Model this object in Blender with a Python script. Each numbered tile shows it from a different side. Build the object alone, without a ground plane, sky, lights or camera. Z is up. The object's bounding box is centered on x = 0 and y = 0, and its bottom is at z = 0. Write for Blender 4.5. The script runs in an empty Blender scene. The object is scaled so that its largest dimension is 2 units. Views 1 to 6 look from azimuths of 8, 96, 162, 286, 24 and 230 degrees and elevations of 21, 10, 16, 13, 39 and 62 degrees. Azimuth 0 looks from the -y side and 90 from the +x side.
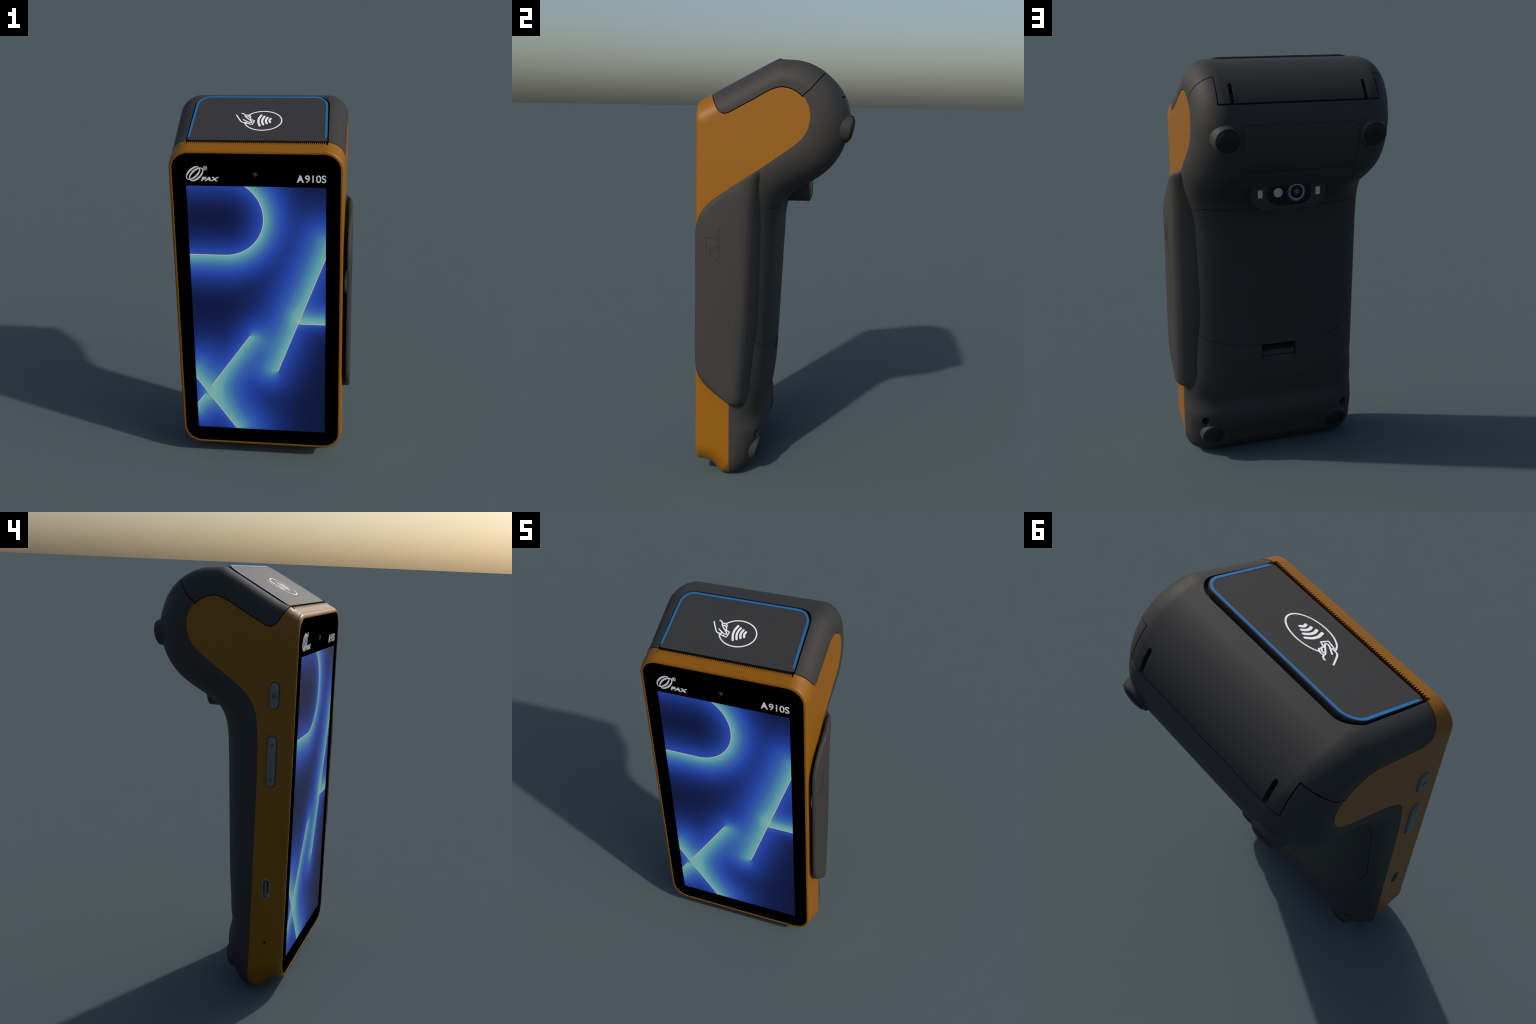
# Handheld payment terminal with a built-in receipt printer.
# All modelling is done in a frame whose x = 0 is the symmetry plane of the main body.
import bpy, bmesh, math
import numpy as np
from mathutils import Vector, Matrix
from mathutils.bvhtree import BVHTree
from mathutils.geometry import delaunay_2d_cdt

OFFSET_X = -0.0165          # symmetry plane of the body in the scene frame
HALF_W = 0.451              # half width of the body
Y_LIP, Y_FRONT, LIP = -0.342, -0.360, 0.018

coll = bpy.context.scene.collection

# ------------------------------------------------------------------ materials
def new_mat(name):
    m = bpy.data.materials.new(name); m.use_nodes = True
    return m, m.node_tree, m.node_tree.nodes["Principled BSDF"]

def plastic(name, rgb, rough=0.5, spec=0.5, metal=0.0, grain=0.0, mottling=0.04, coat=0.0):
    m, nt, b = new_mat(name)
    b.inputs["Roughness"].default_value = rough
    b.inputs["Specular IOR Level"].default_value = spec
    b.inputs["Metallic"].default_value = metal
    b.inputs["Coat Weight"].default_value = coat
    tc = nt.nodes.new("ShaderNodeTexCoord")
    n = nt.nodes.new("ShaderNodeTexNoise"); n.inputs["Scale"].default_value = 6.0
    n.inputs["Detail"].default_value = 3.0
    nt.links.new(tc.outputs["Object"], n.inputs["Vector"])
    r = nt.nodes.new("ShaderNodeValToRGB")
    lo = [c * (1 - mottling) for c in rgb] + [1]; hi = [min(1, c * (1 + mottling)) for c in rgb] + [1]
    r.color_ramp.elements[0].color = lo; r.color_ramp.elements[0].position = 0.3
    r.color_ramp.elements[1].color = hi; r.color_ramp.elements[1].position = 0.7
    nt.links.new(n.outputs["Fac"], r.inputs["Fac"]); nt.links.new(r.outputs["Color"], b.inputs["Base Color"])
    if grain > 0:
        g = nt.nodes.new("ShaderNodeTexNoise"); g.inputs["Scale"].default_value = 700.0
        nt.links.new(tc.outputs["Object"], g.inputs["Vector"])
        bp = nt.nodes.new("ShaderNodeBump"); bp.inputs["Strength"].default_value = grain
        bp.inputs["Distance"].default_value = 0.001
        nt.links.new(g.outputs["Fac"], bp.inputs["Height"]); nt.links.new(bp.outputs["Normal"], b.inputs["Normal"])
    return m

M_ORANGE = plastic("orange_plastic", (0.264, 0.102, 0.0030), 0.42, 0.30, mottling=0.01)
M_GRAY = plastic("charcoal_plastic", (0.0420, 0.0410, 0.0400), 0.60, 0.22, mottling=0.01)
M_DARK = plastic("dark_gap_fill", (0.012, 0.012, 0.013), 0.6, 0.3)
M_RUBBER = plastic("black_rubber", (0.010, 0.010, 0.010), 0.55, 0.3)
M_GLASS = plastic("black_glass", (0.0, 0.0, 0.0), 0.5, 0.0)
M_CAMGLASS = plastic("camera_cover_glass", (0.004, 0.004, 0.005), 0.25, 0.3)
M_PANEL = plastic("reader_panel_plastic", (0.0440, 0.0440, 0.0440), 0.55, 0.20, mottling=0.01)
M_BLUE = plastic("blue_line", (0.016, 0.148, 0.385), 0.5, 0.4)
M_WHITE = plastic("white_print", (0.93, 0.93, 0.94), 0.5, 0.3)
M_SILVER = plastic("silver_print", (0.86, 0.87, 0.88), 0.5, 0.3)
M_BUTTON = plastic("gray_button_plastic", (0.135, 0.155, 0.175), 0.5, 0.4)
M_METAL = plastic("brushed_metal", (0.42, 0.43, 0.44), 0.35, 0.5, metal=0.85)
M_HEAD = plastic("satin_steel", (0.36, 0.40, 0.44), 0.35, 0.5)
M_LED = plastic("warm_led", (0.62, 0.58, 0.42), 0.5, 0.4)
M_FLASH = plastic("flash_diffuser", (0.50, 0.50, 0.52), 0.35, 0.5)
M_ENGRAVE = plastic("engraved_mark", (0.022, 0.022, 0.022), 0.6, 0.3)
M_RING = plastic("lens_ring_metal", (0.26, 0.30, 0.34), 0.35, 0.5, metal=0.3)
M_RINGB = plastic("lens_ring_bright", (0.50, 0.58, 0.64), 0.3, 0.5, metal=0.3)

def lens_material():
    m, nt, b = new_mat("violet_lens")
    tc = nt.nodes.new("ShaderNodeTexCoord"); n = nt.nodes.new("ShaderNodeTexNoise")
    n.inputs["Scale"].default_value = 60
    r = nt.nodes.new("ShaderNodeValToRGB"); e = r.color_ramp.elements
    e[0].color = (0.01, 0.04, 0.22, 1); e[0].position = .35
    e[1].color = (0.10, 0.06, 0.30, 1); e[1].position = .65
    nt.links.new(tc.outputs["Object"], n.inputs["Vector"]); nt.links.new(n.outputs["Fac"], r.inputs["Fac"])
    nt.links.new(r.outputs["Color"], b.inputs["Base Color"])
    b.inputs["Roughness"].default_value = 0.12; b.inputs["Coat Weight"].default_value = 0.6
    return m
M_LENS = lens_material()

def display_material():
    """Wallpaper: glowing strokes; every stroke throws a wide glow to one side and a narrow one to the other."""
    m, nt, b = new_mat("display_wallpaper")
    b.inputs["Roughness"].default_value = 0.38
    b.inputs["Specular IOR Level"].default_value = 0.3
    tc = nt.nodes.new("ShaderNodeTexCoord"); sp = nt.nodes.new("ShaderNodeSeparateXYZ")
    nt.links.new(tc.outputs["Object"], sp.inputs[0]); PX, PZ = sp.outputs["X"], sp.outputs["Z"]
    def op(o, *a):
        n = nt.nodes.new("ShaderNodeMath"); n.operation = o
        for i, v in enumerate(a):
            if isinstance(v, (int, float)): n.inputs[i].default_value = v
            else: nt.links.new(v, n.inputs[i])
        return n.outputs[0]
    def hyp(a, c): return op("SQRT", op("ADD", op("MULTIPLY", a, a), op("MULTIPLY", c, c)))
    def glow(d, side, kw, kn, gw=0.85, gn=0.42):
        # d distance >= 0, side in [-1, 1]: +1 is the wide side
        f = op("ADD", op("MULTIPLY", side, 0.5), 0.5)
        k = op("ADD", kn, op("MULTIPLY", f, kw - kn))
        g = op("ADD", gn, op("MULTIPLY", f, gw - gn))
        return op("MULTIPLY", g, op("POWER", math.e, op("MULTIPLY", op("POWER", op("DIVIDE", d, k), 1.18), -1.0)))
    glows, lines = [], []
    def segment(ax, az, bx, bz, kw, kn, line=0.0022, gw=0.85, gn=0.42):
        """wide glow on the left-hand side of the direction a -> b"""
        L = math.hypot(bx - ax, bz - az); ux, uz = (bx - ax) / L, (bz - az) / L
        qx, qz = op("SUBTRACT", PX, ax), op("SUBTRACT", PZ, az)
        al = op("ADD", op("MULTIPLY", qx, ux), op("MULTIPLY", qz, uz))
        pe = op("ADD", op("MULTIPLY", qx, -uz), op("MULTIPLY", qz, ux))
        t = op("MINIMUM", op("MAXIMUM", al, 0.0), L)
        d = hyp(op("SUBTRACT", al, t), pe)
        s = op("DIVIDE", pe, op("ADD", d, 1e-5))
        glows.append(glow(d, s, kw, kn, gw, gn))
        lines.append(op("LESS_THAN", d, line))
    segment(0.102, 0.552, 0.390, 1.303, 0.172, 0.130)            # long slash
    segment(0.223, 0.8435, 0.420, 0.8435, 0.115, 0.060, gw=.95)   # bar of the slash
    segment(-0.272, 0.444, -0.050, 0.759, 0.110, 0.150, gw=.42, gn=.85)
    segment(-0.137, 0.170, -0.380, 0.519, 0.110, 0.185, gw=.42, gn=.85)
    segment(-0.380, 0.296, -0.320, 0.379, 0.085, 0.130, gw=.42, gn=.85)
    # half stadium in the upper left corner
    cx, cz, R = -0.170, 1.4385, 0.2075
    d0 = op("SUBTRACT", hyp(op("MAXIMUM", op("SUBTRACT", PX, cx), 0.0), op("SUBTRACT", PZ, cz)), R)
    glows.append(glow(op("ABSOLUTE", d0), op("SIGN", d0), 0.125, 0.110))
    lines.append(op("LESS_THAN", op("ABSOLUTE", d0), 0.0022))
    acc = None
    for g in glows:
        q = op("POWER", g, 3.0); acc = q if acc is None else op("ADD", acc, q)
    val = op("POWER", acc, 1 / 3.0)
    ln = lines[0]
    for l in lines[1:]: ln = op("MAXIMUM", ln, l)
    r = nt.nodes.new("ShaderNodeValToRGB"); cr = r.color_ramp
    stops = [(0.0, (0.0045, 0.009, 0.055)), (0.10, (0.009, 0.021, 0.135)), (0.20, (0.016, 0.046, 0.290)), (0.30, (0.027, 0.083, 0.530)), (0.40, (0.042, 0.130, 0.760)),
             (0.54, (0.080, 0.250, 0.770)), (0.68, (0.150, 0.480, 0.760)), (0.80, (0.255, 0.760, 0.780)), (1.0, (0.46, 0.86, 0.78))]
    while len(cr.elements) < len(stops): cr.elements.new(0.5)
    for e, (p, c) in zip(cr.elements, stops): e.position = p; e.color = (*c, 1)
    nt.links.new(val, r.inputs["Fac"])
    mx = nt.nodes.new("ShaderNodeMix"); mx.data_type = "RGBA"
    nt.links.new(ln, mx.inputs["Factor"]); nt.links.new(r.outputs["Color"], mx.inputs["A"])
    mx.inputs["B"].default_value = (0.97, 0.88, 0.78, 1)
    nt.links.new(mx.outputs["Result"], b.inputs["Base Color"])
    return m
M_DISPLAY = display_material()

# ------------------------------------------------------------------ helpers
root = bpy.data.objects.new("payment_terminal", None); coll.objects.link(root)
root.location = (OFFSET_X, 0, 0)
root["label"] = "handheld card payment terminal with orange frame and receipt printer"
root["category"] = "payment terminal"

def mesh_obj(name, verts, faces, mat=None, parent=root, smooth=None, link=True):
    me = bpy.data.meshes.new(name)
    me.from_pydata([tuple(map(float, v)) for v in verts], [], [tuple(map(int, f)) for f in faces])
    me.validate(); me.update()
    o = bpy.data.objects.new(name, me); coll.objects.link(o)
    if mat: me.materials.append(mat)
    if parent: o.parent = parent
    if smooth: shade(o, smooth)
    return o

def shade(o, deg):
    me = o.data
    me.polygons.foreach_set("use_smooth", [True] * len(me.polygons))
    me.set_sharp_from_angle(angle=math.radians(deg))

def fix_normals(o):
    bm = bmesh.new(); bm.from_mesh(o.data); bmesh.ops.recalc_face_normals(bm, faces=bm.faces); bm.to_mesh(o.data); bm.free()

def drop(*objs):
    for o in objs:
        me = o.data; bpy.data.objects.remove(o)
        if me and me.users == 0: bpy.data.meshes.remove(me)

def boolean(o, cutter, operation="DIFFERENCE"):
    md = o.modifiers.new("b", "BOOLEAN"); md.operation = operation; md.object = cutter; md.solver = "EXACT"
    dg = bpy.context.evaluated_depsgraph_get(); dg.update()
    me = bpy.data.meshes.new_from_object(o.evaluated_get(dg))
    o.modifiers.clear(); old = o.data; name = old.name; o.data = me; bpy.data.meshes.remove(old); me.name = name
    return o

def duplicate(o, name):
    d = o.copy(); d.data = o.data.copy(); d.name = name; d.data.name = name; coll.objects.link(d); return d

def join_cutters(objs):
    bm = bmesh.new()
    for o in objs:
        bm.from_mesh(o.data)
    me = bpy.data.meshes.new("cut"); bm.to_mesh(me); bm.free()
    o = bpy.data.objects.new("cut", me); coll.objects.link(o); drop(*objs); return o

def catmull(P, step, closed=False):
    """centripetal Catmull-Rom through rows of P (any number of columns; first two are the position)"""
    P = np.array(P, float); n = len(P); out = []
    if closed: Q = np.vstack([P[-1], P, P[0], P[1]]); m = n
    else: Q = np.vstack([2 * P[0] - P[1], P, 2 * P[-1] - P[-2]]); m = n - 1
    for i in range(m):
        p = Q[i:i + 4]; t = [0.0]
        for k in range(3): t.append(t[-1] + max(1e-6, np.linalg.norm(p[k + 1, :2] - p[k, :2]) ** 0.5))
        L = np.linalg.norm(p[2, :2] - p[1, :2]); c = max(1, int(math.ceil(L / step)))
        for s in range(c):
            x = t[1] + (t[2] - t[1]) * s / c
            A1 = (t[1]-x)/(t[1]-t[0])*p[0] + (x-t[0])/(t[1]-t[0])*p[1]
            A2 = (t[2]-x)/(t[2]-t[1])*p[1] + (x-t[1])/(t[2]-t[1])*p[2]
            A3 = (t[3]-x)/(t[3]-t[2])*p[2] + (x-t[2])/(t[3]-t[2])*p[3]
            B1 = (t[2]-x)/(t[2]-t[0])*A1 + (x-t[0])/(t[2]-t[0])*A2
            B2 = (t[3]-x)/(t[3]-t[1])*A2 + (x-t[1])/(t[3]-t[1])*A3
            out.append((t[2]-x)/(t[2]-t[1])*B1 + (x-t[1])/(t[2]-t[1])*B2)
    if not closed: out.append(P[-1])
    return np.array(out)

def area(P):
    P = np.asarray(P); x, y = P[:, 0], P[:, 1]
    return 0.5 * np.sum(x * np.roll(y, -1) - y * np.roll(x, -1))

def offset_poly(P, d):
    """move a closed polygon outwards by d (mitred)"""
    P = np.asarray(P, float)
    if area(P) < 0: P = P[::-1]
    e = np.roll(P, -1, 0) - P; e /= np.linalg.norm(e, axis=1)[:, None] + 1e-12
    n = np.stack([e[:, 1], -e[:, 0]], 1); m = n + np.roll(n, 1, 0)
    m /= np.maximum(0.5, np.sum(m * n, 1))[:, None]
    return P + m * d

def frame_map(kind, c=None):
    """maps (a, b, h) of a flat outline plus height to space"""
    if kind == "yz": return lambda a, b, h: (h, a, b)       # outline in y,z extruded along x
    if kind == "xz": return lambda a, b, h: (a, h, b)       # outline in x,z extruded along y
    raise ValueError

def stack(name, outlines, place, mat=None, parent=root, smooth=None, cap=True):
    """loft of closed outlines [(poly, height), ...] with the same number of points"""
    V, F = [], []; n = len(outlines[0][0])
    for P, h in outlines:
        V += [place(a, b, h) for a, b in P]
    for k in range(len(outlines) - 1):
        for i in range(n):
            j = (i + 1) % n; F.append((k*n+i, k*n+j, (k+1)*n+j, (k+1)*n+i))
    if cap:
        F.append(tuple(range(n))[::-1]); F.append(tuple((len(outlines)-1)*n + i for i in range(n)))
    o = mesh_obj(name, V, F, mat, parent); fix_normals(o)
    if smooth: shade(o, smooth)
    return o

def prism(poly, lo, hi, kind):
    return stack("cut", [(poly, lo), (poly, hi)], frame_map(kind), parent=None)

def rounded_rect(x0, x1, z0, z1, r, n=8):
    """r: one radius or four (x1z1, x0z1, x0z0, x1z0)"""
    r = [r] * 4 if isinstance(r, (int, float)) else r
    P = []
    for (cx, cz, a0, rr) in ((x1 - r[0], z1 - r[0], 0, r[0]), (x0 + r[1], z1 - r[1], 90, r[1]),
                             (x0 + r[2], z0 + r[2], 180, r[2]), (x1 - r[3], z0 + r[3], 270, r[3])):
        if rr < 1e-6: P.append((cx, cz)); continue
        for k in range(n + 1):
            t = math.radians(a0 + 90 * k / n); P.append((cx + rr * math.cos(t), cz + rr * math.sin(t)))
    return np.array(P)

def circle(cx, cz, r, n=32, rb=None):
    rb = rb or r
    return np.array([(cx + r * math.cos(2*math.pi*k/n), cz + rb * math.sin(2*math.pi*k/n)) for k in range(n)])

# ------------------------------------------------------------------ body: side profile with rounded flanks
# columns: y, z, flank rounding across (a), flank rounding depth (b)
slope = 0.5436
def top_z(y): return 1.840 + slope * (y + 0.275)
PROFILE = [
    (-0.60, 0.066, .105, .105), (-0.45, 0.066, .105, .105), (-0.36, 0.066, .105, .105), (-0.32, 0.064, .105, .105),
    (-0.293, 0.055, .105, .105), (-0.270, 0.034, .105, .105), (-0.250, 0.009, .11, .105), (-0.230, 0.0005, .11, .105),
    (-0.195, 0.0, .115, .105), (-0.160, 0.005, .12, .105), (-0.127, 0.028, .13, .11), (-0.099, 0.066, .14, .12),
    (-0.078, 0.125, .15, .13), (-0.057, 0.190, .16, .14), (-0.053, 0.240, .17, .15), (-0.062, 0.280, .165, .142),
    (-0.066, 0.315, .17, .145), (-0.058, 0.360, .18, .15), (-0.046, 0.440, .21, .172), (-0.039, 0.530, .205, .174),
    (-0.028, 0.750, .205, .177), (-0.018, 0.970, .205, .177), (-0.011, 1.120, .205, .177), (-0.003, 1.230, .205, .177),
    (0.012, 1.296, .21, .18), (0.038, 1.345, .205, .177), (0.078, 1.381, .19, .172), (0.130, 1.414, .18, .170),
    (0.192, 1.452, .17, .168), (0.244, 1.493, .165, .168), (0.282, 1.540, .16, .168), (0.310, 1.592, .155, .17),
    (0.327, 1.650, .15, .17), (0.334, 1.705, .145, .165), (0.332, 1.755, .14, .16), (0.320, 1.802, .14, .155),
    (0.300, 1.848, .13, .145), (0.268, 1.895, .12, .135), (0.222, 1.938, .112, .122), (0.165, 1.971, .108, .112),
    (0.108, 1.988, .106, .108), (0.060, 1.992, .105, .106), (0.015, top_z(.015) - .006, .105, .104), (-0.04, top_z(-.04), .105, .102),
    (-0.16, top_z(-.16), .105, .10), (-0.26, top_z(-.26) + .001, .105, .10), (-0.298, top_z(-.298) + .006, .105, .10),
    (-0.322, top_z(-.322) + .0045, .108, .100), (-0.342, 1.8085, .105, .095), (-0.362, 1.7965, .105, .092), (-0.60, 1.650, .105, .085)]

class Profile:
    def __init__(self, ctrl, step=0.011):
        S = catmull(ctrl, step); self.S = S; self.P = S[:, :2]; self.a = S[:, 2]; self.b = S[:, 3]
        d = np.gradient(self.P, axis=0); d /= np.linalg.norm(d, axis=1)[:, None]
        self.n_out = np.stack([d[:, 1], -d[:, 0]], 1)     # counter-clockwise outline: outward on the right
    def query(self, X):
        """distance to the outline, a, b and outward direction at the nearest outline point"""
        A = self.P[:-1]; E = self.P[1:] - A; L2 = (E ** 2).sum(1)
        D = np.full(len(X), 9.0); I = np.zeros(len(X), int); T = np.zeros(len(X))
        for c in range(0, len(X), 2000):
            x = X[c:c+2000]; w = x[:, None, :] - A[None]
            t = np.clip((w * E[None]).sum(2) / L2[None], 0, 1)
            q = ((w - t[..., None] * E[None]) ** 2).sum(2); k = q.argmin(1); r = np.arange(len(x))
            D[c:c+2000] = np.sqrt(q[r, k]); I[c:c+2000] = k; T[c:c+2000] = t[r, k]
        lerp = lambda v: v[I] * (1 - T) + v[I + 1] * T
        n = self.n_out[I] * (1 - T)[:, None] + self.n_out[I + 1] * T[:, None]
        n /= np.linalg.norm(n, axis=1)[:, None]
        return D, lerp(self.a), lerp(self.b), n

def build_body():
    pr = Profile(PROFILE)
    S = pr.S; keep = S[:, 0] > Y_LIP + 1e-4
    idx = np.where(keep)[0]; i0, i1 = idx[0], idx[-1]
    def at_lip(i, j):                      # outline point exactly on y = Y_LIP
        t = (Y_LIP - S[i, 0]) / (S[j, 0] - S[i, 0]); return S[i] * (1 - t) + S[j] * t
    start, end = at_lip(i0 - 1, i0), at_lip(i1 + 1, i1)
    if abs(S[i0, 0] - Y_LIP) < 0.004: i0 += 1
    if abs(S[i1, 0] - Y_LIP) < 0.004: i1 -= 1
    B = np.vstack([start, S[i0:i1 + 1], end]); nb = len(B)
    K = 14; th = np.arange(1, K + 1) / K * math.pi / 2
    zlo, zhi = start[1], end[1]
    zs = list(zhi - 0.125 * (1 - np.cos(th))) + list(np.linspace(zhi - .125, zlo + .105, 14)[1:-1]) + \
         list((zlo + 0.105 * (1 - np.cos(th)))[::-1])
    front = np.array([(Y_LIP, z) for z in zs])
    bound = np.vstack([B[:, :2], front]); nbd = len(bound)
    inner = []
    for i in range(1, nb - 1):
        p = B[i]; k = np.argmin(((pr.P - p[:2]) ** 2).sum(1)); n = pr.n_out[k]
        for t in th:
            d = p[3] * (1 - math.cos(t)); q = p[:2] - n * d
            inner.append((q[0], q[1], d))
    inner = np.array(inner)
    D, _, _, _ = pr.query(inner[:, :2])
    ok = (inner[:, 0] > Y_LIP + 0.006) & (D > inner[:, 2] * 0.985)
    inner = inner[ok][:, :2]
    # coarse fill of the flat flank
    gy, gz = np.meshgrid(np.arange(Y_LIP + .04, .3, .05), np.arange(.1, 1.95, .05)); G = np.stack([gy.ravel(), gz.ravel()], 1)
    D, a, b, _ = pr.query(G)
    poly = bound
    def inside(P):
        c = np.zeros(len(P), bool); j = len(poly) - 1
        for i in range(len(poly)):
            yi, zi = poly[i]; yj, zj = poly[j]
            m = ((zi > P[:, 1]) != (zj > P[:, 1])) & (P[:, 0] < (yj - yi) * (P[:, 1] - zi) / (zj - zi + 1e-15) + yi)
            c ^= m; j = i
        return c
    G = G[(D > b + .01) & inside(G)]
    pts = np.vstack([bound, inner, G])
    r = delaunay_2d_cdt([Vector(p) for p in pts], [], [list(range(nbd))], 1, 1e-6)
    pts2 = np.array([tuple(v) for v in r[0]]); tris = [tuple(f) for f in r[2]]
    orig = r[3]
    where = {}
    for k, o in enumerate(orig):
        for q in o: where[q] = k
    D, a, b, n = pr.query(pts2)
    on_edge = np.zeros(len(pts2), bool)
    for q in range(nb): on_edge[where[q]] = True
    D[on_edge] = 0
    c = np.clip(1 - D / b, 0, 1); s = np.sqrt(1 - c * c)
    X = HALF_W - a + a * s
    nx = b * s; m = a * c
    N = np.stack([nx, n[:, 0] * m, n[:, 1] * m], 1); N /= np.linalg.norm(N, axis=1)[:, None]
    V = np.vstack([np.c_[X, pts2], np.c_[-X, pts2]]); NN = np.vstack([N, N * [-1, 1, 1]])
    n2 = len(pts2); V = list(map(tuple, V)); NN = list(map(tuple, NN)); F = []
    for f in tris:
        p, q, t = [pts2[k] for k in f]
        ccw = (q[0]-p[0])*(t[1]-p[1]) - (q[1]-p[1])*(t[0]-p[0]) > 0
        g = f if ccw else f[::-1]
        F.append(g); F.append(tuple(k + n2 for k in g[::-1]))
    # middle strip across the width
    cols = 18; grid = []
    for q in range(nb):
        k = where[q]; row = [k]
        for j in range(1, cols):
            f = 1 - 2 * j / cols
            V.append((X[k] * f, pts2[k][0], pts2[k][1])); NN.append(tuple(N[k] * [0, 1, 1] if True else 0)); row.append(len(V) - 1)
        row.append(k + n2); grid.append(row)
    for q in range(nb - 1):
        for j in range(cols):
            F.append((grid[q][j], grid[q][j+1], grid[q+1][j+1], grid[q+1][j]))
    # front lip: loop around the section at Y_LIP, swept forward and inward
    loop = [where[nb + k] for k in range(len(front))]           # right flank, top to bottom
    loop = [where[nb - 1]] + loop + [where[0]]
    ring = loop + grid[0][1:-1] + [k + n2 for k in loop[::-1]] + grid[-1][1:-1][::-1]
    R2 = np.array([(V[k][0], V[k][2]) for k in ring])
    sgn = 1 if area(R2) > 0 else -1
    tg = np.roll(R2, -1, 0) - np.roll(R2, 1, 0); tg /= np.linalg.norm(tg, axis=1)[:, None]
    no = np.stack([tg[:, 1], -tg[:, 0]], 1) * sgn
    prev = ring; nr = len(ring); drop_top = .008 * np.clip(no[:, 1], 0, 1) ** 2        # the top edge rolls over further
    steps = [(Y_LIP - LIP * math.sin(t), LIP * .72 * (1 - math.cos(t)), t) for t in np.radians([18, 36, 54, 72, 90])]
    steps += [(Y_FRONT, LIP * .90, math.pi / 2), (Y_FRONT + .012, LIP * .95, math.pi / 2)]
    for (y, ins, t) in steps:
        cur = []
        for k in range(nr):
            e = ins + drop_top[k] * min(1.0, (Y_LIP - y) / LIP if y < Y_FRONT + .001 or t < 1.5 else 1.0)
            V.append((R2[k, 0] - no[k, 0]*e, y, R2[k, 1] - no[k, 1]*e))
            NN.append((no[k, 0]*math.cos(t), -math.sin(t), no[k, 1]*math.cos(t))); cur.append(len(V) - 1)
        for k in range(nr):
            j = (k + 1) % nr; F.append((prev[k], prev[j], cur[j], cur[k]))
        prev = cur
    F.append(tuple(prev))
    # the back of the grip is crowned: it swells towards the middle
    V = np.array(V); NN = np.array(NN)
    def crown(x, z):
        f = np.interp(z, (.10, .18, .26, .34, .45, 1.18, 1.34, 1.42), (0, .012, .019, .022, .026, .026, .014, 0)); c = f * np.clip(1 - (x / .34) ** 2, 0, 1) ** 1.5
        return c - .027 * np.clip(1 - (x / .29) ** 6, 0, 1) * np.interp(z, (1.395, 1.44, 1.47, 1.51, 1.57), (0, .55, .9, .9, 0))      # slight hollow above the camera
    w = np.clip((V[:, 1] + .22) / .1, 0, 1); e = 1e-3
    fx = (crown(V[:, 0] + e, V[:, 2]) - crown(V[:, 0] - e, V[:, 2])) / (2*e) * w
    fz = (crown(V[:, 0], V[:, 2] + e) - crown(V[:, 0], V[:, 2] - e)) / (2*e) * w
    NN = np.stack([NN[:, 0] - NN[:, 1] * fx, NN[:, 1], NN[:, 2] - NN[:, 1] * fz], 1)
    V[:, 1] += crown(V[:, 0], V[:, 2]) * w * (NN[:, 1] > -.5)
    o = mesh_obj("body", V, F, None, None)
    fix_normals(o)
    NN = np.array(NN); NN /= np.maximum(1e-9, np.linalg.norm(NN, axis=1))[:, None]
    glass_outline = [(R2[k, 0] - no[k, 0]*(LIP*.98 + drop_top[k]), R2[k, 1] - no[k, 1]*(LIP*.98 + drop_top[k])) for k in range(nr)]
    return o, NN, np.array(glass_outline)

body, body_normals, glass_outline = build_body()
bm = bmesh.new(); bm.from_mesh(body.data); bmesh.ops.triangulate(bm, faces=bm.faces[:]); bm.verts.ensure_lookup_table()
SKIN_V = np.array([v.co[:] for v in bm.verts]); SKIN_F = [tuple(v.index for v in f.verts) for f in bm.faces]; bm.free()
SKIN = BVHTree.FromPolygons([Vector(v) for v in SKIN_V], SKIN_F)

def skin_normals(o, mat, name):
    """give the outer skin of a cut part the normals of the whole body, flat shading on the cut faces"""
    me = o.data; o.name = name; me.name = name; o.parent = root
    me.materials.clear(); me.materials.append(mat)
    co = np.zeros(len(me.vertices) * 3); me.vertices.foreach_get("co", co); co = co.reshape(-1, 3)
    vn = []
    for p in co:
        loc, nrm, fi, dist = SKIN.find_nearest(Vector(p))
        if dist > 4e-4: vn.append(None); continue
        tri = SKIN_F[fi]; A, B, C = SKIN_V[list(tri)]; v0, v1, v2 = B - A, C - A, np.array(loc) - A
        d00, d01, d11, d20, d21 = v0@v0, v0@v1, v1@v1, v2@v0, v2@v1; den = d00*d11 - d01*d01
        if abs(den) < 1e-18: vn.append(np.array(nrm)); continue
        w1 = (d11*d20 - d01*d21) / den; w2 = (d00*d21 - d01*d20) / den
        n = body_normals[tri[0]]*(1-w1-w2) + body_normals[tri[1]]*w1 + body_normals[tri[2]]*w2
        vn.append(n / max(1e-9, np.linalg.norm(n)))
    me.polygons.foreach_set("use_smooth", [True] * len(me.polygons))
    out = []
    for p in me.polygons:
        fn = np.array(p.normal)
        for li in p.loop_indices:
            n = vn[me.loops[li].vertex_index]
            out.append(tuple(n if n is not None and n @ fn > 0.80 else fn))
    me.normals_split_custom_set(out)
    return o

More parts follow.
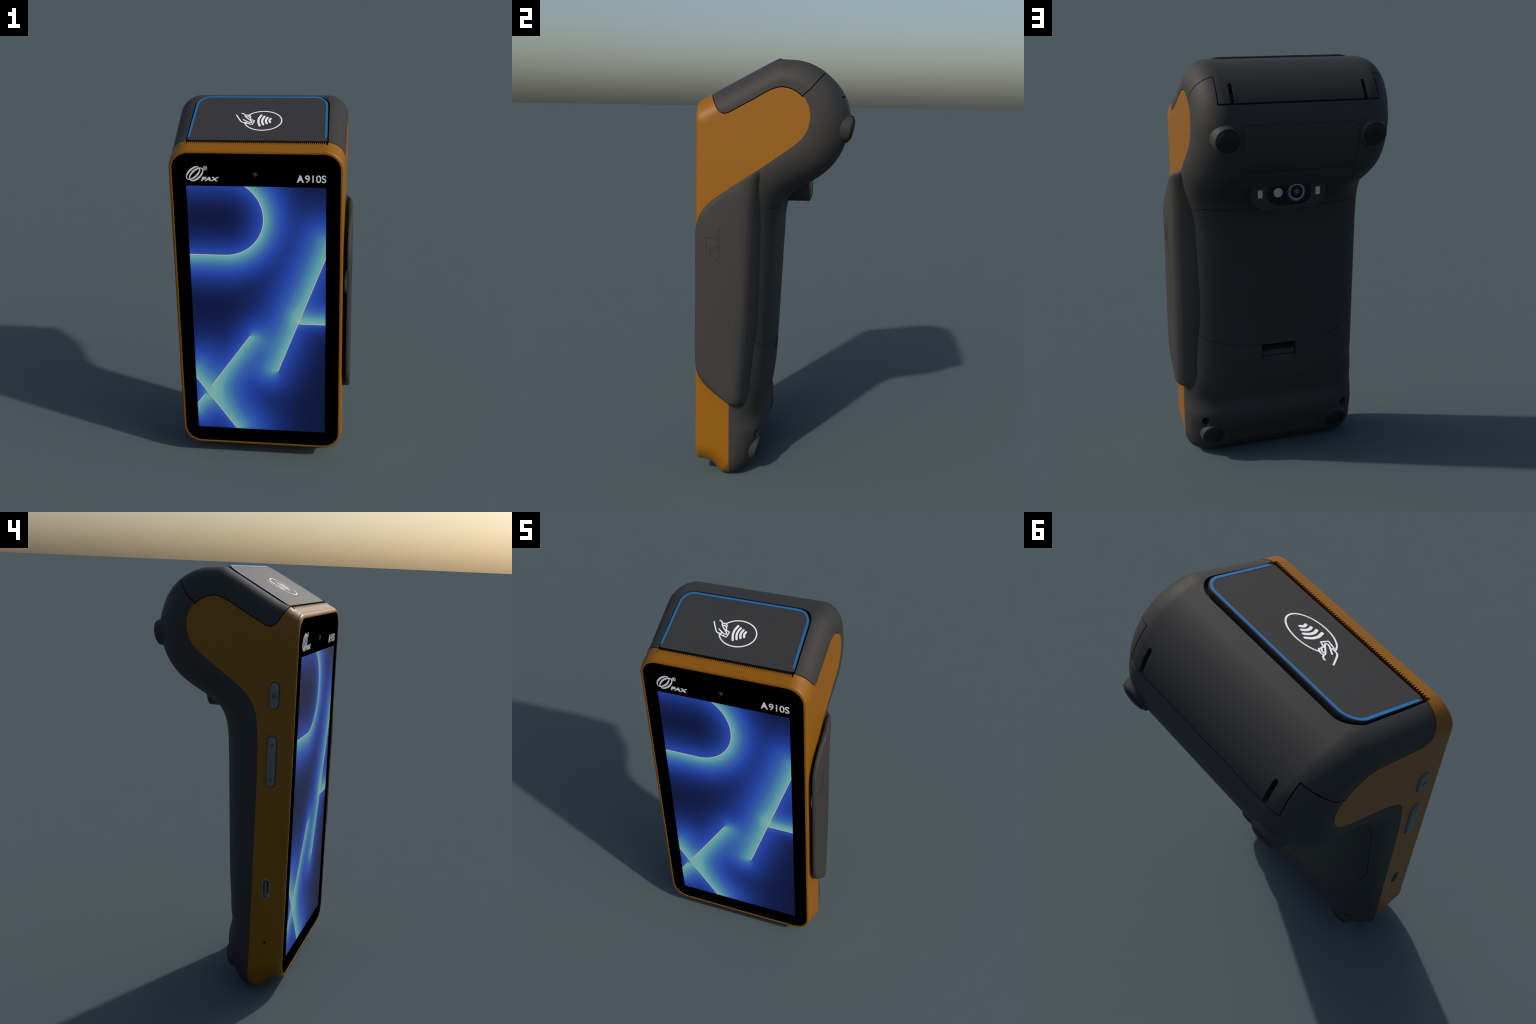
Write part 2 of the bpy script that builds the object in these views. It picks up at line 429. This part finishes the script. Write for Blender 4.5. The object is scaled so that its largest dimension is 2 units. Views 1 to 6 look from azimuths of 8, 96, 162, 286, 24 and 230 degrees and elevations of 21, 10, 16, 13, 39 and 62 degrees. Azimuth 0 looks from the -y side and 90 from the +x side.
# ------------------------------------------------------------------ regions that cut the body into its shells
ORANGE_CURVE = [(-0.196, .05), (-0.198, .60), (-0.199, 1.08), (-0.194, 1.25), (-0.180, 1.36), (-0.152, 1.42), (-0.105, 1.467),
                (-0.034, 1.520), (0.040, 1.572), (0.094, 1.611), (0.131, 1.647), (0.153, 1.690), (0.161, 1.737), (0.155, 1.780),
                (0.131, 1.822), (0.090, 1.855), (0.036, 1.870), (-0.012, 1.860), (-0.10, 1.8125), (-0.200, 1.758)]
COVER_FRONT = [(-0.212, 1.7525), (-0.229, 1.749), (-0.247, 1.755), (-0.262, 1.772), (-0.274, 1.795), (-0.286, 1.82), (-0.300, 1.845)]
oc = catmull(ORANGE_CURVE, .012); cf = catmull(COVER_FRONT, .008)
orange_poly = np.vstack([[(-0.7, -.2), (-0.196, -.2)], oc, cf, [(-0.33, 1.91), (-0.7, 1.91)]])
orange_prism = prism(orange_poly, -.7, .7, "yz")

def cover_prism(g):
    top = [p for p in oc if p[1] > 1.75]
    k = max(i for i, p in enumerate(top) if p[0] > 0.121); seam = np.array(top[k:])     # along the orange shoulder
    A = np.vstack([[(0.36, 2.10), (0.221, 1.937), (0.158, 1.862), (0.143, 1.849), (0.132, 1.842)], seam, cf, [(-0.33, 1.91), (-0.33, 2.3), (0.36, 2.3)]])
    a = prism(offset_poly(A, g), -.7, .7, "yz")
    Bp = np.array([(0.02, 1.90), (0.10, 1.79), (0.26, 1.8305 - .6 * g), (0.55, 1.8345 - .6 * g), (0.55, 2.25), (0.02, 2.25)])
    b = prism(offset_poly(Bp, g), -.36 - g, .36 + g, "yz")
    boolean(a, b, "UNION"); drop(b); return a

frame = duplicate(body, "front_frame"); boolean(frame, orange_prism, "INTERSECT")
back = duplicate(body, "back_shell"); boolean(back, orange_prism)
cover = duplicate(body, "printer_cover"); c0 = cover_prism(0.0); boolean(cover, c0, "INTERSECT"); drop(c0)
c1 = cover_prism(0.0045); boolean(back, c1); boolean(frame, c1); drop(c1)
drop(orange_prism)

# --- battery pack and label plates, cut out of the back shell with thin seams
batt_half = [(0.0, .607), (0.12, .609), (0.22, .617), (0.30, .632), (0.36, .655), (0.395, .69), (0.411, .74), (0.414, .80), (0.414, 1.1),
             (0.414, 1.22), (0.411, 1.272), (0.398, 1.297), (0.37, 1.308), (0.32, 1.307), (0.2, 1.305), (0.0, 1.304)]
h = catmull(batt_half, .02); batt_poly = np.vstack([h, (h * [-1, 1])[::-1][1:-1]])
label_poly = rounded_rect(-.262, .262, 1.525, 1.738, (.028, .028, .03, .03))
low_poly = rounded_rect(-.235, .235, .055, .150, (.01, .01, .035, .035))
battery = duplicate(back, "battery_pack"); c = prism(batt_poly, -.185, .2, "xz"); boolean(battery, c, "INTERSECT"); drop(c)
label = duplicate(back, "rating_plate"); c = prism(label_poly, .235, .6, "xz"); boolean(label, c, "INTERSECT"); drop(c)
low_label = duplicate(back, "rating_plate"); c = prism(low_poly, -.135, .2, "xz"); boolean(low_label, c, "INTERSECT"); drop(c)

def axis_cylinder(center, axis, r, h0, h1, n=28):
    ax = Vector(axis).normalized(); u = ax.cross(Vector((1, 0, 0))).normalized(); w = ax.cross(u)
    C = Vector(center)
    return stack("cut", [(circle(0, 0, r, n), h0), (circle(0, 0, r, n), h1)],
                 lambda a, b, h: tuple(C + u * a + w * b + ax * h), parent=None)

LOW_AXIS = (0, .960, -.280); HIGH_AXIS = (0, .982, -.19)
cuts = [prism(offset_poly(batt_poly, .0022), -.1875, .2, "xz"), prism(offset_poly(label_poly, .0014), .233, .6, "xz"),
        prism(offset_poly(low_poly, .002), -.137, .2, "xz")]
for s in (-1, 1): cuts.append(axis_cylinder((s * .366, -.075, .205), LOW_AXIS, .0195, -.06, .1))
c = join_cutters(cuts); boolean(back, c); drop(c)
# latch recess: sloping scoop below the battery
scoop = np.array([(-0.10, .640), (-0.10, .562), (-0.055, .540), (-0.031, .535), (-0.014, .500), (0.1, .497), (0.1, .640)])
c = prism(scoop, -.089, .089, "yz"); boolean(back, c); drop(c)

# --- printer cover: recess around the reader panel, finger slots
T = Vector((0, 1, slope)).normalized(); NRM = Vector((1, 0, 0)).cross(T)
P0 = Vector((0, -.275, 1.8435))
def lid_place(a, b, h): return tuple(P0 + Vector((1, 0, 0)) * a + T * b + NRM * h)
def lid_outline(half, t0, t1, r):
    """outline of the reader panel: rounded rear corners, sides drawing together slightly towards the rear"""
    P = rounded_rect(-half, half, t0, t1, (r, r, 0, 0), 12); P[:, 0] *= 1 - .10 * np.clip(P[:, 1], 0, .3); return P
rec = stack("cut", [(lid_outline(.368, -.12, .340, .078), -.030), (lid_outline(.370, -.12, .344, .080), -.004),
                    (lid_outline(.374, -.12, .350, .086), .004), (lid_outline(.374, -.12, .350, .086), .06)], lid_place, parent=None)
boolean(cover, rec)
slots = []
for s in (-1, 1):
    x = s * .301
    slots.append(prism(rounded_rect(x - .009, x + .009, 1.79, 1.909, (.0088, .0088, 0, 0)), .225, .6, "xz"))
c = join_cutters(slots); boolean(cover, c); drop(c)

# --- frame: paper slot, button wells, ports
slot = stack("cut", [(np.array([(-.366, -.0445), (.366, -.0445), (.366, .09), (-.366, .09)]), -.06),
                     (np.array([(-.366, -.0445), (.366, -.0445), (.366, .09), (-.366, .09)]), .08)], lid_place, parent=None)
boolean(frame, slot); drop(slot, rec)
POWER = rounded_rect(-.284, -.2445, 1.382, 1.502, .0196); VOLUME = rounded_rect(-.284, -.2445, 1.025, 1.259, .0196)
USB = rounded_rect(-.284, -.246, .480, .581, .0188)
cuts = [prism(offset_poly(POWER, .003), -.6, -.430, "yz"), prism(offset_poly(VOLUME, .003), -.6, -.430, "yz"),
        prism(USB, -.6, -.405, "yz"), prism(circle(-.272, .266, .0065, 16), -.6, -.43, "yz")]
c = join_cutters(cuts); boolean(frame, c); drop(c)

skin_normals(frame, M_ORANGE, "front_frame"); skin_normals(back, M_GRAY, "back_shell"); skin_normals(cover, M_GRAY, "printer_cover")
skin_normals(battery, M_GRAY, "battery_pack"); skin_normals(label, M_GRAY, "rating_plate"); skin_normals(low_label, M_GRAY, "rating_plate")
drop(body)

# ------------------------------------------------------------------ front glass, display and print
yf = -.357
glass = stack("screen_glass", [(glass_outline, -.346), (glass_outline, yf + .001), (offset_poly(glass_outline, -.001), yf)],
              frame_map("xz"), M_GLASS)
display = stack("display", [(rounded_rect(-.361, .361, .1715, 1.6115, .0), yf + .002), (rounded_rect(-.361, .361, .1715, 1.6115, .0), yf - .001)],
                frame_map("xz"), M_DISPLAY, glass)

def extrude_flat(name, V2, F2, place, thick, mat, parent):
    """flat faces given as 2D points -> thin solid"""
    n = len(V2); V = [place(a, b, thick) for a, b in V2] + [place(a, b, -.001) for a, b in V2]; F = [tuple(f) for f in F2]
    F += [tuple(k + n for k in f[::-1]) for f in F2]; cnt = {}
    for f in F2:
        for i in range(len(f)):
            e = (f[i], f[(i+1) % len(f)]); cnt[e] = 1
    for (i, j) in list(cnt):
        if (j, i) not in cnt: F.append((j, i, i + n, j + n))
    o = mesh_obj(name, V, F, mat, parent); fix_normals(o); return o

def stroke_faces(P, w, closed=False, caps=True):
    P = np.asarray(P, float); n = len(P)
    if closed: tg = np.roll(P, -1, 0) - np.roll(P, 1, 0)
    else: tg = np.gradient(P, axis=0)
    tg /= np.linalg.norm(tg, axis=1)[:, None] + 1e-12; no = np.stack([-tg[:, 1], tg[:, 0]], 1)
    V = [tuple(p + q * w / 2) for p, q in zip(P, no)] + [tuple(p - q * w / 2) for p, q in zip(P, no)]; F = []
    for i in range(n if closed else n - 1):
        j = (i + 1) % n; F.append((i, i + n, j + n, j))
    if caps and not closed:
        for e, sgn in ((0, -1), (n - 1, 1)):
            c = P[e]; arc = []
            for k in range(1, 7):
                a = math.pi * k / 7
                d = no[e] * math.cos(a) + tg[e] * sgn * math.sin(a); V.append(tuple(c + d * w / 2)); arc.append(len(V) - 1)
            f = [e] + arc + [e + n]; F.append(tuple(f if sgn < 0 else f[::-1]))
    return V, F

def strokes(name, paths, place, thick, mat, parent):
    """paths: [(points, width, closed)] -> one thin raised print"""
    VV, FF = [], []
    for k, (P, w, cl) in enumerate(paths):
        V, F = stroke_faces(P, w, cl); b = len(VV); VV += V; FF += [tuple(i + b for i in f) for f in F]
    return extrude_flat(name, VV, FF, place, thick, mat, parent)

def place_front(a, b, h): return (a, yf - h, b)
def text_mesh(name, body_text, box, place, thick, mat, parent, shear=0.0, bold=0.0, mirror=False):
    cu = bpy.data.curves.new("t", "FONT"); cu.body = body_text; cu.shear = shear; cu.offset = bold; cu.resolution_u = 6; cu.size = 1
    o = bpy.data.objects.new("t", cu); coll.objects.link(o)
    dg = bpy.context.evaluated_depsgraph_get(); dg.update(); me = bpy.data.meshes.new_from_object(o.evaluated_get(dg))
    V = np.array([v.co[:2] for v in me.vertices]); F = [tuple(p.vertices) for p in me.polygons]
    bpy.data.objects.remove(o); bpy.data.curves.remove(cu); bpy.data.meshes.remove(me)
    lo, hi = V.min(0), V.max(0); x0, x1, z0, z1 = box
    V = (V - lo) / (hi - lo) * [x1 - x0, z1 - z0] + [x0, z0]
    if mirror: V[:, 0] *= -1; F = [f[::-1] for f in F]
    return extrude_flat(name, [tuple(v) for v in V], F, place, thick, mat, parent)

text_mesh("brand_lettering", "PAX", (-.283, -.187, 1.6365, 1.6600), place_front, .0012, M_SILVER, glass, .28, .042)
text_mesh("model_lettering", "A", (.211, .2485, 1.6370, 1.6755), place_front, .0012, M_SILVER, glass, 0, .045)
text_mesh("model_lettering", "910S", (.2535, .361, 1.6365, 1.6760), place_front, .0012, M_SILVER, glass, 0, .010)

def tilted_ring(cx, cz, A, B, A2, B2, tilt, t0, t1, n=60):
    V, F = [], []; c, s = math.cos(tilt), math.sin(tilt)
    for a, b in ((A, B), (A2, B2)):
        for k in range(n + 1):
            t = math.radians(t0 + (t1 - t0) * k / n); x, z = a * math.cos(t), b * math.sin(t)
            V.append((cx + x * c - z * s, cz + x * s + z * c))
    for k in range(n): F.append((k, k + 1, k + n + 2, k + n + 1))
    return V, F
V1, F1 = tilted_ring(-.3215, 1.6790, .0465, .0260, .0435, .0165, math.radians(43), 8, 345)
V2, F2 = tilted_ring(-.3060, 1.6720, .0465, .0260, .0435, .0165, math.radians(43), -172, 165)
extrude_flat("brand_emblem", V1, F1, place_front, .0012, M_SILVER, glass)
extrude_flat("brand_emblem", V2, F2, place_front, .0020, M_SILVER, glass)
strokes("registered_mark", [(circle(-.258, 1.7058, .0100, 24), .0022, True)], place_front, .0012, M_SILVER, glass)
text_mesh("registered_mark", "R", (-.2625, -.2535, 1.7005, 1.7110), place_front, .0012, M_SILVER, glass)
cam = stack("front_camera", [(circle(0, 1.676, .0135), yf + .001), (circle(0, 1.676, .0135), yf - .0012)], frame_map("xz"), M_RUBBER, glass)
stack("front_camera_lens", [(circle(0, 1.676, .0066, 20), yf), (circle(0, 1.676, .0066, 20), yf - .002), (circle(0, 1.676, .004, 20), yf - .003)],
      frame_map("xz"), M_LENS, cam, 40)

# ------------------------------------------------------------------ reader panel on the printer cover
panel = stack("reader_panel", [(lid_outline(.354, -.014, .321, .068), -.040), (lid_outline(.3605, -.014, .328, .072), -.006),
                               (lid_outline(.3605, -.014, .328, .072), -.0008), (lid_outline(.3595, -.013, .327, .071), 0.0)],
              lid_place, M_GRAY, cover)
face = stack("reader_face", [(lid_outline(.3465, -.0165, .3135, .060), -.010), (lid_outline(.3465, -.0165, .3135, .060), .0008)],
             lid_place, M_PANEL, panel)
ro = [tuple(p) for p in lid_outline(.3535, .003, .3205, .0665)]
k0 = max(range(len(ro)), key=lambda i: (ro[i][0], -ro[i][1]))          # open U-shaped line: start at the right front corner
right_front = ro[-1]; seq = [right_front] + ro[:-2] + [ro[-2]]
V, F = stroke_faces(seq, .0112, False, caps=False)
extrude_flat("blue_outline", V, F, lid_place, .0016, M_BLUE, panel)
# contactless symbol
W1, W2 = .0062, .0112
ell = [(.0197 + .0975 * math.cos(math.radians(t)), .133 + .0730 * math.sin(math.radians(t))) for t in range(194, 506, 5)]
sm = lambda pts: catmull(pts, .002)
sym = [(ell, W1, False),
       (sm([(-.1249, .177), (-.098, .1311), (-.0905, .1220), (-.0805, .1185), (-.068, .1190)]), W1, False),
       (sm([(-.0967, .1894), (-.0853, .1845), (-.0785, .1746), (-.0766, .1665), (-.0707, .1583), (-.0421, .1299), (-.0377, .1235),
            (-.0423, .1175), (-.0512, .1192), (-.0847, .1406)]), W1, False),
       (sm([(-.0776, .1745), (-.068, .1768), (-.0517, .1699), (-.0490, .1640), (-.0520, .1590)]), W1, False),
       (sm([(-.0713, .1645), (-.064, .1655), (-.0479, .1530), (-.0470, .1475), (-.0493, .1424)]), W1, False),
       ([(-.0435, .1400), (-.0345, .1370), (-.026, .134), (-.0292, .118), (-.0325, .103), (-.0496, .1071), (-.0668, .1112), (-.0642, .1246)], W1, False)]
for pts in ([(.0073, .1751), (-.0029, .1493), (-.0032, .1215), (.0057, .0937)], [(.0244, .1655), (.0165, .1430), (.0165, .1215), (.0237, .1021)],
            [(.0417, .1569), (.0357, .1409), (.0357, .1253), (.0414, .1114)], [(.058, .1487), (.0539, .1385), (.0539, .1297), (.0577, .1205)]):
    sym.append((sm(pts), W2, False))
for k, p in enumerate(sym):
    strokes("contactless_symbol", [p], lid_place, .0016 + .00012 * k, M_WHITE, face)

# tear bar: comb of sawteeth in front of the paper slot
n_teeth = 70; x0, x1 = -.359, .359; P = []
for k in range(n_teeth):
    a = x0 + (x1 - x0) * k / n_teeth; w = (x1 - x0) / n_teeth
    P += [(a, -.0442), (a + w * .5, -.0285)]
P += [(x1, -.0442), (x1, -.0452), (x0, -.0452)]
P = np.array(P)
tear = stack("tear_bar", [(P, -.054), (P, .0022)], lid_place, M_ORANGE)
stack("paper_slot", [(np.array([(-.3655, -.043), (.3655, -.043), (.3655, .02), (-.3655, .02)]), -.058),
                     (np.array([(-.3655, -.043), (.3655, -.043), (.3655, .02), (-.3655, .02)]), -.052)], lid_place, M_DARK, cover)

# ------------------------------------------------------------------ card swipe rail on the right flank
RAIL = [(-0.091, 1.481), (-0.120, 1.463), (-0.18, 1.421), (-0.245, 1.377), (-0.292, 1.342), (-0.325, 1.302), (-0.347, 1.255), (-0.354, 1.20),
        (-0.354, .90), (-0.354, .60), (-0.348, .548), (-0.325, .500), (-0.284, .457), (-0.24, .424), (-0.195, .391), (-0.170, .377),
        (-0.150, .380), (-0.142, .40), (-0.138, .45), (-0.128, .62), (-0.116, .85), (-0.108, 1.1), (-0.098, 1.3), (-0.084, 1.42), (-0.078, 1.460), (-0.081, 1.476)]
rp = catmull(RAIL, .012, closed=True)
def rail_ring(inset, spread):
    """outline of the rail; its rear edge runs out into the flank of the body"""
    y, z = rp_sorted[:, 0], rp_sorted[:, 1]; m = np.clip((y + .26) / .13, 0, 1); m = m * m * (3 - 2 * m)
    w = np.clip((-.11 - y) / .13, .15, 1.0)[:, None]              # the chamfer narrows towards the rear edge
    q = rp_sorted + (offset_poly(rp, -inset) - rp_sorted) * w
    low = np.clip((.75 - z) / .35, 0, 1) * -.008                   # the rear edge draws in towards the lower end
    up = np.interp(z, (.38, .47, 1.34, 1.46), (-.66, 0, 0, .68))   # follow the sloping ends
    sh = m * (spread + low)
    return q + np.stack([sh, sh * up], 1)
rp_sorted = offset_poly(rp, 0.0)
FLOOR = [(-.125, 1.415), (-.175, 1.375), (-.222, 1.330), (-.252, 1.280), (-.262, 1.210), (-.262, .560)]      # bottom of the swipe slot, top to bottom
behind = rp_sorted[:, 0] > np.interp(rp_sorted[:, 1], [p[1] for p in FLOOR[::-1]] + [1.47], [p[0] for p in FLOOR[::-1]] + [-.095])
rail = stack("card_swipe_rail", [(rail_ring(.003, 0), .4715), (rail_ring(0, 0), .474), (rail_ring(0, -.006), .480), (rail_ring(0.0008, -.013), .4845), (rail_ring(.003, -.020), .4878),
                                 (rail_ring(.008, -.027), .4900), (rail_ring(.013, -.035), .4918), (rail_ring(.018, -.044), .4930), (rail_ring(.022, -.050), .4935)], frame_map("yz"), M_GRAY, smooth=40)
k = next(i for i in range(len(rp)) if not behind[i] and behind[(i + 1) % len(rp)])
def roll(q):
    """the part of a ring behind the slot, closed along the slot floor"""
    q = np.roll(q, -(k + 1), 0)[np.roll(behind, -(k + 1))]; return np.vstack([q, FLOOR])
stack("rail_base", [(roll(rail_ring(.0006, sp)), x) for x, sp in ((.36, .056), (.385, .047), (.405, .038), (.424, .029), (.442, .0195), (.459, .0095), (.474, 0))] + [(roll(rail_ring(.004, -.004)), .476)],
      frame_map("yz"), M_GRAY, rail, 40)
stack("magnetic_head", [(circle(-.300, 1.078, .050, 24, .066), .476), (circle(-.300, 1.078, .049, 24, .065), .466),
                        (circle(-.300, 1.078, .036, 24, .052), .459), (circle(-.300, 1.078, .012, 24, .02), .4555)], frame_map("yz"), M_HEAD, rail, 50)
def place_rail(a, b, h): return (.4935 + h, a, b)
ic = .0028
icon = [([(-.301, 1.183), (-.256, 1.183)], ic), ([(-.254, 1.181), (-.254, 1.137)], ic), ([(-.254, 1.137), (-.284, 1.137)], ic), ([(-.284, 1.137), (-.284, 1.106)], ic),
        ([(-.284, 1.106), (-.301, 1.106)], ic), ([(-.301, 1.106), (-.301, 1.183)], ic), ([(-.237, 1.231), (-.254, 1.199)], ic), ([(-.242, 1.198), (-.242, 1.086)], ic),
        ([(-.242, 1.086), (-.255, 1.086)], ic), ([(-.255, 1.086), (-.236, 1.053)], ic * .7), ([(-.258, 1.131), (-.264, 1.127), (-.278, 1.127)], ic * .8), ([(-.270, 1.119), (-.278, 1.111)], ic * .8)]
for k, (p, w) in enumerate(icon):
    strokes("receipt_icon", [(p, w, False)], place_rail, .0006 + .00005 * k, M_ENGRAVE, rail)

# ------------------------------------------------------------------ buttons and ports on the left flank
def button(poly):
    return stack("side_button", [(poly, -.42), (poly, -.4565), (offset_poly(poly, -.0012), -.4585), (offset_poly(poly, -.004), -.4592)],
                 frame_map("yz"), M_BUTTON, smooth=35)
pw, vol = button(POWER), button(VOLUME)
def place_left(a, b, h): return (-.4592 - h, a, b)
strokes("power_icon", [([(-.2645 + .008 * math.cos(math.radians(t)), 1.442 + .009 * math.sin(math.radians(t))) for t in range(-140, 141, 12)], .0026, False)], place_left, .0006, M_ENGRAVE, pw)
strokes("power_icon", [([(-.2775, 1.442), (-.2655, 1.442)], .0026, False)], place_left, .0007, M_ENGRAVE, pw)
strokes("volume_icon", [([(-.2665, 1.230), (-.2665, 1.214)], .0026, False)], place_left, .0006, M_ENGRAVE, vol)
strokes("volume_icon", [([(-.2735, 1.222), (-.2595, 1.222)], .0026, False)], place_left, .0007, M_ENGRAVE, vol)
strokes("volume_icon", [([(-.2665, 1.068), (-.2665, 1.052)], .0026, False)], place_left, .0006, M_ENGRAVE, vol)
port = stack("charging_port", [(offset_poly(USB, -.0005), -.404), (offset_poly(USB, -.0005), -.447), (offset_poly(USB, -.0045), -.447), (offset_poly(USB, -.0045), -.409)],
             frame_map("yz"), M_METAL, smooth=35)
stack("port_tongue", [(rounded_rect(-.2685, -.2615, .498, .563, .003), -.404), (rounded_rect(-.2685, -.2615, .498, .563, .003), -.440)], frame_map("yz"), M_BUTTON, port)

# ------------------------------------------------------------------ rubber feet
def foot(center, axis):
    ax = Vector(axis).normalized(); u = Vector((1, 0, 0)); w = ax.cross(u); C = Vector(center)
    pl = lambda a, b, h: tuple(C + u * a + w * b + ax * h)
    mount = stack("foot_mount", [(circle(0, 0, r, 40), h) for r, h in ((.072, -.062), (.066, -.036), (.062, -.018), (.0595, -.008), (.0575, -.002), (.0555, 0), (.0500, .0006), (.0495, -.004))],
                  pl, M_GRAY, smooth=50)
    stack("rubber_foot", [(circle(0, 0, r, 40), h) for r, h in ((.0480, -.006), (.0480, .002), (.046, .005), (.040, .0078), (.030, .0105), (.018, .0125), (.006, .0132))],
          pl, M_RUBBER, mount, 50)
for s in (-1, 1):
    foot((s * .330, .3420, 1.677), HIGH_AXIS)
    foot((s * .328, -.0725, .1205), LOW_AXIS)

# ------------------------------------------------------------------ rear camera module
mo = rounded_rect(-.177, .177, 1.323, 1.475, (.01, .01, .075, .075), 12)
module = stack("camera_module", [(mo, -.06), (mo, .146), (offset_poly(mo, -.0015), .149), (offset_poly(mo, -.004), .150), (offset_poly(mo, -.0135), .150), (offset_poly(mo, -.0145), .148)],
               frame_map("xz"), M_GRAY, smooth=35)
plate = stack("lens_plate", [(rounded_rect(-.106, .106, 1.344, 1.458, .0565, 14), .145), (rounded_rect(-.106, .106, 1.344, 1.458, .0565, 14), .1495), (rounded_rect(-.105, .105, 1.345, 1.457, .0555, 14), .1505)],
              frame_map("xz"), M_CAMGLASS, module)
LX, LZ = -.034, 1.402
def disc(name, cx, cz, prof, mat, parent, n=48):
    return stack(name, [(circle(cx, cz, r, n), y) for r, y in prof], frame_map("xz"), mat, parent, 45)
ring = disc("lens_ring", LX, LZ, [(.0425, .148), (.0425, .1525), (.0415, .1535), (.0325, .1535), (.0310, .1525)], M_RING, plate)
for r in (.0395, .0375, .0340):
    V, F = stroke_faces(circle(LX, LZ, r, 48), .0012 if r > .035 else .0030, True)
    extrude_flat("lens_ring", V, F, lambda a, b, h: (a, .1535 + h, b), .0010, M_RINGB if r < .035 else M_RUBBER, ring)
disc("lens_barrel", LX, LZ, [(.0310, .150), (.0310, .1532), (.0115, .1530)], M_CAMGLASS, ring)
disc("lens", LX, LZ, [(.0115, .150), (.0115, .1540), (.008, .1552), (.003, .1558)], M_LENS, ring, 28)
disc("flash", .0535, 1.403, [(.0215, .148), (.0215, .1515), (.0195, .1525)], M_FLASH, plate)
disc("flash_chip", .0535, 1.403, [(.0050, .1520), (.0050, .1532)], M_LED, plate, 20)
for s in (-1, 1):
    q = rounded_rect(s * .138 - .0105, s * .138 + .0105, 1.383, 1.4185, .0)
    stack("aiming_light", [(q, .14), (q, .1495)], frame_map("xz"), M_LED, module)

# ------------------------------------------------------------------ latch and raised lettering on the back
stack("dark_gap_bar", [(np.array([(.18, 1.795), (.283, 1.795), (.283, 1.865), (.18, 1.865)]), x) for x in (-.355, .355)], frame_map("yz"), M_DARK, back)  # near-black block that fills the gap under the cover's rear lower edge, set back from the surface
latch = stack("battery_latch", [(np.array([(-.10, .578), (-.060, .576), (-.027, .566), (-.0235, .562), (-.0235, .543), (-.028, .539), (-.10, .539)]), x) for x in (-.084, .084)], frame_map("yz"), M_GRAY)
def place_back(a, b, h):
    loc = SKIN.ray_cast(Vector((a, .5, b)), Vector((0, -1, 0)))[0]; return (a, loc.y + h - .0004, b)
text_mesh("brand_relief", "PAX", (-.137, .137, .349, .413), place_back, .0022, M_GRAY, back, .30, .030, mirror=True)
